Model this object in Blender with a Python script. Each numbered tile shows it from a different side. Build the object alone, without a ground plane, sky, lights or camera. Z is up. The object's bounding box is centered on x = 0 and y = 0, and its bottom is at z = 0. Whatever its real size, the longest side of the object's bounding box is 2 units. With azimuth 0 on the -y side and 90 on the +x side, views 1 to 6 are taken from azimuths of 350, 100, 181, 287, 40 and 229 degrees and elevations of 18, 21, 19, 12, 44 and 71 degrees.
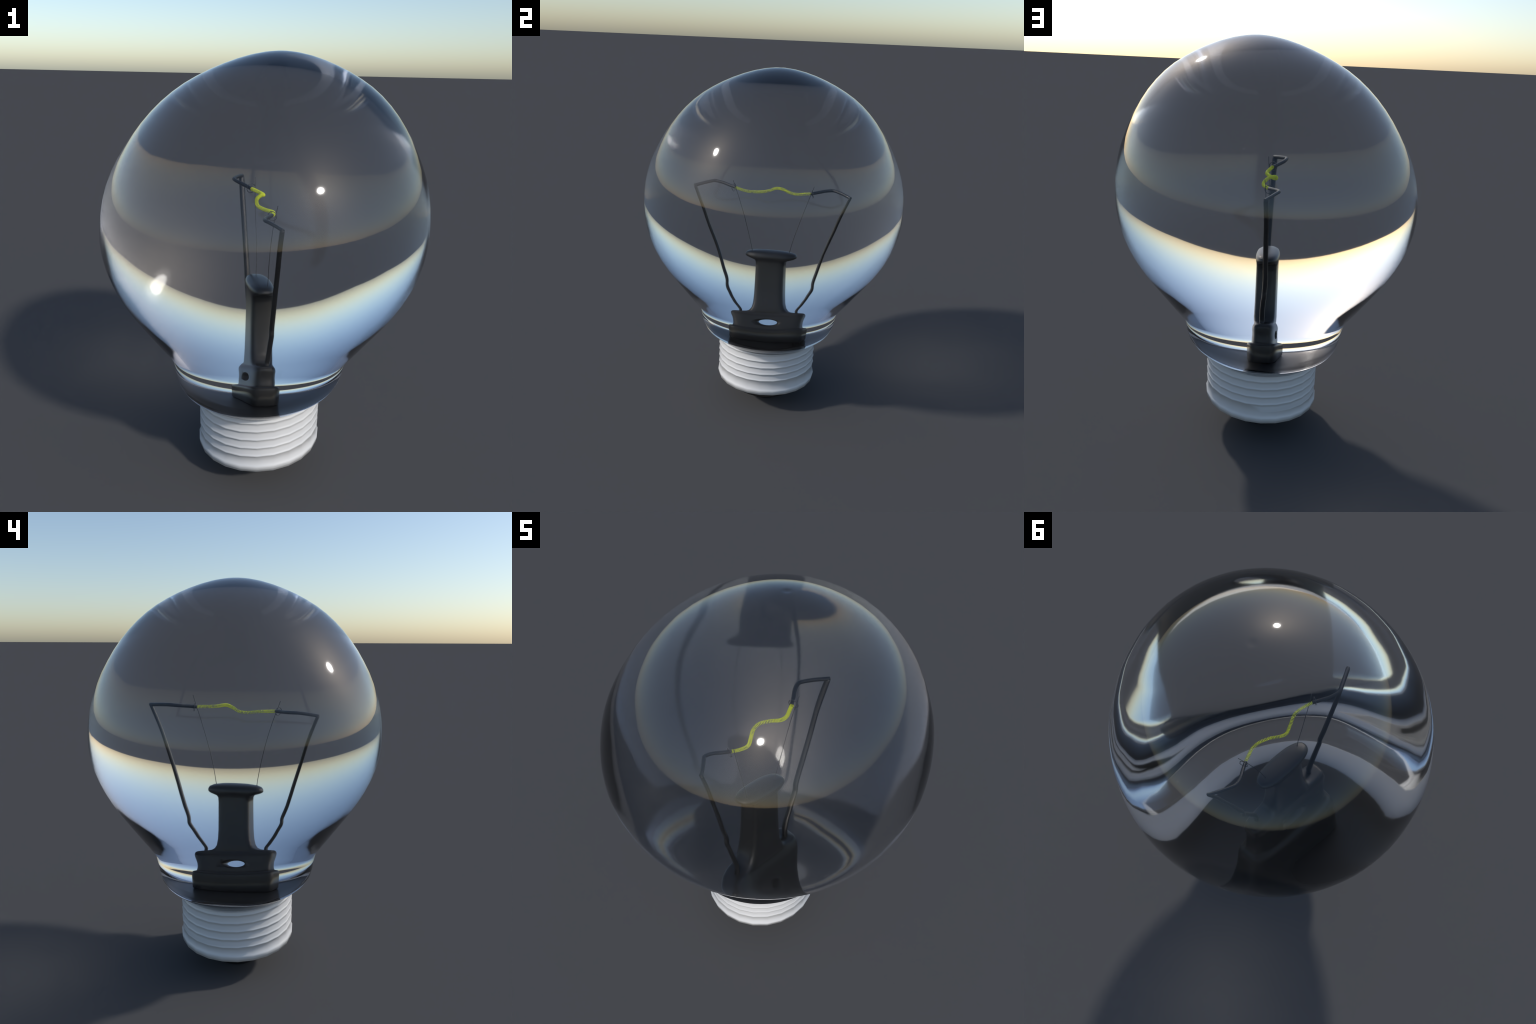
"""A clear incandescent light bulb standing on its contact.

Everything is built from profiles and curves: the glass envelope is lofted from
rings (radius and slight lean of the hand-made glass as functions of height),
the screw base is a turned body with a rolled thread, and the mount inside is a
pinched stem carrying two lead wires, two support wires and a coiled filament.
"""
import bpy, bmesh, math
import numpy as np
from mathutils import Vector

# ------------------------------------------------------------------ helpers
def clear():
    for o in list(bpy.data.objects):
        bpy.data.objects.remove(o)

def cubic(x, xs, ys):
    """Piecewise cubic through (xs, ys) with finite-difference tangents."""
    xs, ys = np.asarray(xs, float), np.asarray(ys, float)
    m = np.gradient(ys, xs)
    x = np.clip(x, xs[0], xs[-1])
    i = np.clip(np.searchsorted(xs, x) - 1, 0, len(xs) - 2)
    h = xs[i + 1] - xs[i]
    t = (x - xs[i]) / h
    return ((2*t**3 - 3*t**2 + 1)*ys[i] + (t**3 - 2*t**2 + t)*h*m[i]
            + (-2*t**3 + 3*t**2)*ys[i+1] + (t**3 - t**2)*h*m[i+1])

def mesh_object(name, verts, faces, material, parent=None, smooth=True):
    me = bpy.data.meshes.new(name)
    me.from_pydata([tuple(map(float, v)) for v in verts], [], faces)
    me.validate()
    bm = bmesh.new(); bm.from_mesh(me)
    bmesh.ops.recalc_face_normals(bm, faces=bm.faces)
    bm.to_mesh(me); bm.free()
    if smooth:
        me.polygons.foreach_set("use_smooth", [True] * len(me.polygons))
    ob = bpy.data.objects.new(name, me)
    bpy.context.scene.collection.objects.link(ob)
    me.materials.append(material)
    if parent is not None:
        ob.parent = parent
    return ob

def loft(rings, close_start=True, close_end=True):
    """Skin a list of equally long closed rings."""
    n = len(rings[0])
    verts = [p for r in rings for p in r]
    faces = []
    for k in range(len(rings) - 1):
        a, b = k * n, (k + 1) * n
        for i in range(n):
            j = (i + 1) % n
            faces.append((a + i, a + j, b + j, b + i))
    if close_start:
        c = len(verts); verts.append(np.mean(rings[0], axis=0))
        faces += [((i + 1) % n, i, c) for i in range(n)]
    if close_end:
        c = len(verts); verts.append(np.mean(rings[-1], axis=0))
        o = (len(rings) - 1) * n
        faces += [(o + i, o + (i + 1) % n, c) for i in range(n)]
    return verts, faces

def catmull(points, per=10):
    C = np.asarray(points, float)
    P = np.vstack([2*C[0] - C[1], C, 2*C[-1] - C[-2]])
    t = np.linspace(0, 1, per, endpoint=False)[:, None]
    out = []
    for i in range(len(C) - 1):
        a, b, c, d = P[i:i+4]
        out.append(.5*(2*b + (c - a)*t + (2*a - 5*b + 4*c - d)*t*t + (3*b - a - 3*c + d)*t**3))
    return np.vstack(out + [C[-1:]])

def resample(path, n):
    s = np.r_[0, np.cumsum(np.linalg.norm(np.diff(path, axis=0), axis=1))]
    u = np.linspace(0, s[-1], n)
    return np.stack([np.interp(u, s, path[:, k]) for k in range(3)], 1)

def frames(path):
    """Parallel-transported normal and binormal along a path."""
    T = np.gradient(path, axis=0)
    T /= np.linalg.norm(T, axis=1, keepdims=True)
    up = np.array([1., 0, 0]) if abs(T[0][0]) < .8 else np.array([0, 0, 1.])
    n = up - T[0] * (up @ T[0]); n /= np.linalg.norm(n)
    N = [n]
    for k in range(1, len(path)):
        n = N[-1] - T[k] * (N[-1] @ T[k])
        N.append(n / np.linalg.norm(n))
    N = np.array(N)
    return T, N, np.cross(T, N)

def tube(path, radius, sides=10, flat=1.0):
    """Round wire, or flattened: `flat` stretches it along its first normal."""
    T, N, B = frames(path)
    N = N * flat
    a = np.arange(sides) * math.tau / sides
    r = np.broadcast_to(radius, (len(path),))
    rings = [path[k] + r[k] * (np.cos(a)[:, None] * N[k] + np.sin(a)[:, None] * B[k]) for k in range(len(path))]
    return loft(rings)

# ------------------------------------------------------------------ materials
def material(name):
    m = bpy.data.materials.new(name)
    m.use_nodes = True
    return m, m.node_tree, m.node_tree.nodes["Principled BSDF"]

def grained(name, low, high, scale, rough, metallic=0.0, bump=0.0, specular=0.5):
    m, nt, bsdf = material(name)
    tc = nt.nodes.new("ShaderNodeTexCoord")
    noise = nt.nodes.new("ShaderNodeTexNoise")
    noise.inputs["Scale"].default_value = scale
    noise.inputs["Detail"].default_value = 4
    ramp = nt.nodes.new("ShaderNodeValToRGB")
    ramp.color_ramp.elements[0].color = (*low, 1)
    ramp.color_ramp.elements[1].color = (*high, 1)
    nt.links.new(tc.outputs["Object"], noise.inputs["Vector"])
    nt.links.new(noise.outputs["Fac"], ramp.inputs["Fac"])
    nt.links.new(ramp.outputs["Color"], bsdf.inputs["Base Color"])
    bsdf.inputs["Roughness"].default_value = rough
    bsdf.inputs["Metallic"].default_value = metallic
    bsdf.inputs["Specular IOR Level"].default_value = specular
    if bump:
        b = nt.nodes.new("ShaderNodeBump")
        b.inputs["Strength"].default_value = bump
        b.inputs["Distance"].default_value = .002
        nt.links.new(noise.outputs["Fac"], b.inputs["Height"])
        nt.links.new(b.outputs["Normal"], bsdf.inputs["Normal"])
    return m

def clear_glass():
    m, nt, bsdf = material("clear_glass")
    bsdf.inputs["Base Color"].default_value = GLASS_TINT
    bsdf.inputs["Transmission Weight"].default_value = 1.0
    bsdf.inputs["Roughness"].default_value = GLASS_ROUGH
    bsdf.inputs["IOR"].default_value = GLASS_IOR
    return m

GLASS_IOR = 1.45
GLASS_ROUGH = 0.045
GLASS_TINT = (.8, .8, .8, 1)

# ------------------------------------------------------------------ dimensions
# glass: height, radius
GLASS = [(.37, .250), (.40, .2850), (.43, .3210), (.46, .3590), (.485, .3850), (.51, .4000), (.535, .4065), (.56, .4110), (.575, .4130),
         (.60, .4178), (.635, .4255), (.66, .4425), (.72, .4880), (.80, .5450), (.90, .6150), (1.0, .6720),
         (1.1, .7100), (1.2, .7275), (1.3, .7265), (1.4, .7110), (1.5, .6800), (1.6, .6300), (1.7, .5660),
         (1.78, .4970), (1.85, .4160), (1.91, .3170), (1.95, .2290), (1.98, .1400), (1.995, .070)]
# lean of the blown glass: height, x, y
LEAN = [(.40, -.0030, .000), (.55, -.0030, -.002), (.75, -.0066, -.0015), (1.0, -.003, -.0017), (1.25, .0017, -.0007),
        (1.5, .0166, .0006), (1.75, .0391, .0061), (2.0, .066, .0139)]
GLASS_SEGMENTS = 96
RIPPLE = .00040             # faint added waviness, imitating mesh-shading wiggles in the refraction
GLASS_STEP = .06           # spacing of the rings over the bulb
NECK_RINGS = [.70, .635, .572, .542, .512, .483, .455, .425, .395]

def glass_envelope(mat, parent):
    z = np.array([g[0] for g in GLASS] + [2.0])
    r2 = np.array([g[1] ** 2 for g in GLASS] + [0.0])
    lz, lx, ly = np.array(LEAN).T
    # rings evenly spaced along the profile
    zf = np.linspace(z[0], 1.9995, 4000)
    rf = np.sqrt(np.maximum(cubic(zf, z, r2), 0))
    s = np.r_[0, np.cumsum(np.hypot(np.diff(zf), np.diff(rf)))]
    top = s[-1] - np.interp(NECK_RINGS[0], zf, s)
    n = round(top / GLASS_STEP)
    zz = np.r_[NECK_RINGS[:0:-1], np.interp(np.linspace(s[-1] - top, s[-1] - .055, n + 1), s, zf), 1.9996, 2.0]
    a = np.arange(GLASS_SEGMENTS) * math.tau / GLASS_SEGMENTS
    rings = []
    for h in zz:
        r = math.sqrt(max(cubic(np.array([h]), z, r2)[0], 1e-6))
        r = {1.9996: .028, 2.0: .012}.get(h, r)
        cx, cy = np.interp(h, lz, lx), np.interp(h, lz, ly)
        cx, cy = cubic(np.array([h]), lz, lx)[0], cubic(np.array([h]), lz, ly)[0]
        wave = RIPPLE * min(1, max(0, (h - .68) / .1)) * min(1, max(0, (1.97 - h) / .1))
        rr = r * (1 + wave * (.65*np.sin(24*a + 1.1) + .35*np.sin(17*a + 3*h) + .5*np.sin(9*a + 2 - 2*h)))
        askew = TILT * min(1, max(0, (.67 - h) / .10))
        rings.append(np.stack([cx + rr*np.cos(a), cy + rr*np.sin(a), h + askew*rr*np.cos(a)], 1))
    v, f = loft(rings, close_start=CLOSE_GLASS, close_end=True)
    v[-1] = np.array([lx[-1], ly[-1], 1.9975])      # tiny dimple, copied from a mesh pinch artifact at the pole
    return mesh_object("glass_envelope", v, f, mat, parent)

CLOSE_GLASS = False

# screw base ----------------------------------------------------------
BASE_R, PITCH, SEG = .2995, .0435, 24
TILT = .055                           # base and neck sit slightly askew: higher on the +x side
THREAD_START, FIRST_GROOVE, TURNS = math.radians(94), .1985, 5
def screw_base(mat, parent):
    """Turned rim, then a rolled right-hand thread meshed along its helix."""
    ang = THREAD_START + np.arange(SEG) * math.tau / SEG
    cx, cy = 0.0, -.004
    verts, faces = [], []
    def point(r, h, j):
        c, s = math.cos(ang[j]), math.sin(ang[j])
        verts.append((cx + r*c, cy + r*s, h + TILT*r*c))
        return len(verts) - 1
    def level(r, h):
        return [point(r, h, j) for j in range(SEG)]
    def skin(lower, upper):
        for j in range(SEG):
            i = (j + 1) % SEG
            faces.append((lower[j], lower[i], upper[i], upper[j]))
    # rim: cut edge, short skirt, shoulder
    rim = [level(r, h) for r, h in ((.250, .1385), (.2990, .1385), (.3032, .162), (.3034, .1665), (.3005, .1715), (.2965, .1800))]
    for lo, up in zip(rim, rim[1:]):
        skin(lo, up)
    # thread rows: sharp groove, protruding lip just above it, long slope back in
    section = ((-.0088, 0.0), (.0003, .0020), (-.0030, .0062), (-.0058, .0130), (-.0068, .0280))
    rows, step = [], len(section)
    for n in range(TURNS * step + 1):
        dr, dz = section[n % step]
        turn = n // step
        row = []
        for j in range(SEG):
            along = j / SEG + turn                        # turns since the thread began
            fade = min(1, along * 2.5)
            row.append(point(BASE_R + dr*fade - .0045*(1 - fade), FIRST_GROOVE + PITCH*along + dz, j))
        rows.append(row)
    e, n = SEG - 1, len(rows) - 1
    low = rim[-1]
    for j in range(e):
        faces.append((low[j], low[j+1], rows[0][j+1], rows[0][j]))
        for lo, up in zip(rows, rows[1:]):
            faces.append((lo[j], lo[j+1], up[j+1], up[j]))
    faces.append((low[e], low[0], *[rows[k][0] for k in range(step + 1)], rows[0][e]))
    for k in range(n - step):
        faces.append((rows[k][e], rows[k + step][0], rows[k + step + 1][0], rows[k + 1][e]))
    # the last turn dies out under the glass
    last = n - step
    cap = level(.286, GLASS_SEAT)
    for j in range(e):
        faces.append((rows[n][j], rows[n][j+1], cap[j+1], cap[j]))
    faces.append((*[rows[k][e] for k in range(last, n + 1)][::-1], rows[n][0], cap[0], cap[e]))
    inner = [level(r, h) for r, h in ((.278, GLASS_SEAT - .004), (.270, GLASS_SEAT - .03), (.268, .25), (.26, .17), (.24, .15))]
    for lo, up in zip([cap] + inner, inner):
        skin(lo, up)
    floor = point(0, .15, 0)
    faces.extend((inner[-1][j], inner[-1][(j + 1) % SEG], floor) for j in range(SEG))
    return mesh_object("screw_base", verts, faces, mat, parent)
GLASS_SEAT = .418

def turned(name, profile, seg, mat, parent, centre=(0, -.004)):
    a = np.arange(seg) * math.tau / seg
    rings = [np.stack([centre[0] + r*np.cos(a), centre[1] + r*np.sin(a), np.full_like(a, h)], 1) for r, h in profile]
    v, f = loft(rings)
    return mesh_object(name, v, f, mat, parent)

# mount inside --------------------------------------------------------
STEM_X = -.007
def superellipse(hx, hy, z, power, n=64):
    t = np.arange(n) * math.tau / n
    c, s = np.cos(t), np.sin(t)
    return np.stack([STEM_X + hx*np.sign(c)*np.abs(c)**(2/power), -.0025 + hy*np.sign(s)*np.abs(s)**(2/power), np.full(n, z)], 1)

def stem(mat, parent):
    # height, half depth (x), half width (y), squareness
    S = [(.4712, .0495, .144, 4.5), (.4745, .0535, .1485, 4.5), (.481, .0555, .1505, 4.5), (.54, .056, .151, 4.5), (.600, .056, .151, 4.5),
         (.617, .0552, .150, 4.5), (.629, .0525, .1475, 4.5), (.636, .048, .144, 4.5), (.6405, .043, .1385, 4.5), (.647, .040, .135, 4.5),
         (.665, .0395, .1335, 4.5), (.70, .0395, .1325, 4.5), (.725, .0385, .134, 4.5), (.75, .0388, .1375, 4.5), (.772, .0395, .1420, 4.5), (.785, .0388, .1435, 4.5),
         (.796, .0372, .1430, 4.2), (.804, .0350, .1400, 4), (.8095, .0338, .134, 4), (.813, .0335, .122, 4), (.8155, .034, .103, 4.5), (.821, .0348, .083, 5), (.831, .0355, .072, 5.5), (.850, .036, .0640, 6),
         (.88, .0358, .0595, 6), (.92, .0355, .0575, 6), (.97, .0355, .0570, 6), (1.015, .0355, .0570, 6), (1.0285, .0356, .0585, 5.5),
         (1.0345, .036, .064, 5), (1.038, .037, .077, 4), (1.0405, .038, .089, 3), (1.0435, .0388, .097, 2.6), (1.047, .039, .1005, 2.5), (1.053, .0388, .1000, 2.5),
         (1.0585, .0365, .095, 2.5), (1.063, .030, .081, 2.5), (1.066, .019, .053, 2.5), (1.0675, .006, .02, 2.2)]
    rings = [superellipse(hx, hy, z, p) for z, hx, hy, p in S]
    v, f = loft(rings)
    ob = mesh_object("pinched_stem", v, f, mat, parent)
    # lens-shaped exhaust hole through the press
    t = np.arange(32) * math.tau / 32
    ring = lambda x, k: np.stack([np.full(32, x), -.002 + .0385*k*np.cos(t), .728 + .0245*k*np.sin(t)], 1)
    hv, hf = loft([ring(-.09, 1.5), ring(STEM_X - .040, 1.34), ring(STEM_X - .030, 1.06), ring(STEM_X, .97), ring(STEM_X + .030, 1.06), ring(STEM_X + .040, 1.34), ring(.08, 1.5)])
    cut = mesh_object("hole_cutter", hv, hf, mat)
    mod = ob.modifiers.new("hole", "BOOLEAN")
    mod.operation, mod.object, mod.solver = "DIFFERENCE", cut, "EXACT"
    bpy.context.view_layer.update()
    dg = bpy.context.evaluated_depsgraph_get()
    me = bpy.data.meshes.new_from_object(ob.evaluated_get(dg))
    ob.modifiers.clear()
    ob.data = me
    me.polygons.foreach_set("use_smooth", [True] * len(me.polygons))
    me.set_sharp_from_angle(angle=math.radians(50))
    bpy.data.objects.remove(cut)
    return ob

LEAD_R = .0061
LEADS = [  # stem hole, up the splayed lead, corner
    [(-.004, -.108, .77), (0, -.1085, .815), (.001, -.111, .835), (.002, -.134, .880), (.003, -.152, .917), (.004, -.1655, .944), (.004, -.1685, .966), (.004, -.187, 1.004), (.005, -.213, 1.068), (.006, -.246, 1.146), (.0065, -.277, 1.228), (.008, -.3105, 1.305)],
    [(-.004, .108, .77), (-.002, .1075, .815), (-.002, .109, .84), (-.003, .134, .890), (-.005, .151, .923), (-.008, .1645, .947), (-.009, .1675, .970), (-.011, .182, 1.008), (-.010, .205, 1.067), (-.0095, .237, 1.147), (-.009, .267, 1.226), (-.006, .3045, 1.306)],
]
ARMS = [  # from the corner, out to the bend, back to the filament
    [(.010, -.3135, 1.3045), (-.008, -.283, 1.311), (-.027, -.254, 1.3165), (-.036, -.237, 1.318), (-.029, -.207, 1.316), (-.013, -.180, 1.313), (.003, -.152, 1.311)],
    [(-.003, .3080, 1.3055), (-.023, .274, 1.312), (-.041, .238, 1.317), (-.046, .220, 1.318), (-.038, .195, 1.316), (-.022, .170, 1.313), (-.006, .143, 1.3095)],
]
SUPPORTS = [
    [(.004, -.077, 1.055), (.005, -.079, 1.075), (.005, -.096, 1.140), (.007, -.115, 1.208), (.011, -.138, 1.277), (.0155, -.151, 1.311), (.020, -.163, 1.344)],
    [(-.008, .068, 1.050), (-.006, .070, 1.066), (-.001, .087, 1.132), (.001, .110, 1.205), (.003, .133, 1.272), (.006, .148, 1.311), (.009, .161, 1.345)],
]
FILAMENT = [(.003, -.154, 1.311), (.014, -.122, 1.3065), (.0165, -.088, 1.3035), (-.004, -.050, 1.301), (-.019, -.022, 1.305), (-.0165, .004, 1.317), (.002, .034, 1.3205),
            (.016, .066, 1.313), (.0155, .095, 1.309), (.004, .122, 1.3095), (-.006, .145, 1.309)]

def wires(lead_mat, support_mat, parent):
    for k in range(2):
        v, f = tube(resample(catmull(LEADS[k]), 90), LEAD_R, 12, 1.42)
        ob = mesh_object("lead_wire", v, f, lead_mat, parent)
        v, f = tube(resample(catmull(ARMS[k]), 50), LEAD_R * 1.02)
        mesh_object("lead_arm", v, f, lead_mat, parent)
    for k in range(2):
        p = resample(catmull(SUPPORTS[k]), 60)
        v, f = tube(p, .0011, 6)
        ob = mesh_object("support_wire", v, f, support_mat, parent)
        # the eye twisted round the filament end
        c = np.array(FILAMENT[0 if k == 0 else -1]) + np.array([-.0005, (-1, 1)[k]*.007, 0])
        d = np.array([.35 if k == 0 else -.35, .94, 0]); d /= np.linalg.norm(d)
        u = np.cross(d, [0, 0, 1]); w = np.array([0, 0, 1.])
        a = np.linspace(-.35, math.tau * .98, 44)
        eye = np.array([c + .0145*(math.cos(t)*u + math.sin(t)*w) + d*.0035*(t / math.tau - .5) for t in a])
        v, f = tube(eye, .0011, 6)
        mesh_object("support_eye", v, f, support_mat, parent)

def filament(mat, parent):
    turns, per, radius, gauge = 66, 16, .0050, .00090
    axis = resample(catmull(FILAMENT, 30), turns * per + 1)
    T, N, B = frames(axis)
    a = np.arange(len(axis)) * math.tau / per
    coil = axis + radius * (np.cos(a)[:, None]*N + np.sin(a)[:, None]*B)
    v, f = tube(coil, gauge, 6)
    return mesh_object("filament", v, f, mat, parent)

# ------------------------------------------------------------------ build
clear()
bulb = bpy.data.objects.new("light_bulb", None)
bpy.context.scene.collection.objects.link(bulb)
bulb["label"] = "clear round incandescent light bulb with white screw base"
bulb["category"] = "light bulb"

white = grained("white_enamel", (.60, .60, .605), (.64, .64, .64), 6, .2)
black = grained("black_insulator", (.008, .008, .009), (.014, .014, .015), 20, .5)
seal_mat = grained("dark_cement", (.014, .0145, .015), (.02, .0205, .021), 12, .33)
stem_mat = grained("smoked_stem", (.014, .0145, .015), (.02, .0205, .021), 14, .35)
lead_mat = grained("dark_lead", (.010, .010, .011), (.016, .016, .017), 40, .4)
support_mat = grained("molybdenum", (.03, .03, .032), (.05, .05, .052), 40, .4)
yellow = grained("yellow_filament", (.66, .74, .012), (.76, .84, .02), 60, .5)

glass_envelope(clear_glass(), bulb)
screw_base(white, bulb)
turned("base_seal", [(.02, .471), (.20, .471), (.2655, .471), (.268, .470), (.2685, .4640), (.322, .4640), (.321, .4610), (.286, .432), (.276, .405), (.02, .400)], 64, seal_mat, bulb, centre=(0, -.002))
turned("insulator", [(.246, .150), (.240, .120), (.215, .085), (.15, .045), (.118, .03)], 44, black, bulb)
turned("contact_button", [(.120, .034), (.119, .012), (.112, .003), (.102, .0), (.02, .0)], 44, black, bulb, centre=(-.008, -.004))
turned("inner_collar", [(.2665, .4645), (.2675, .468), (.328, .468), (.3305, .4668), (.328, .4655), (.290, .4645)], 64, white, bulb, centre=(0, -.002))
mount = bpy.data.objects.new("filament_mount", None)
bpy.context.scene.collection.objects.link(mount); mount.parent = bulb
stem(stem_mat, mount)
wires(lead_mat, support_mat, mount)
filament(yellow, mount)
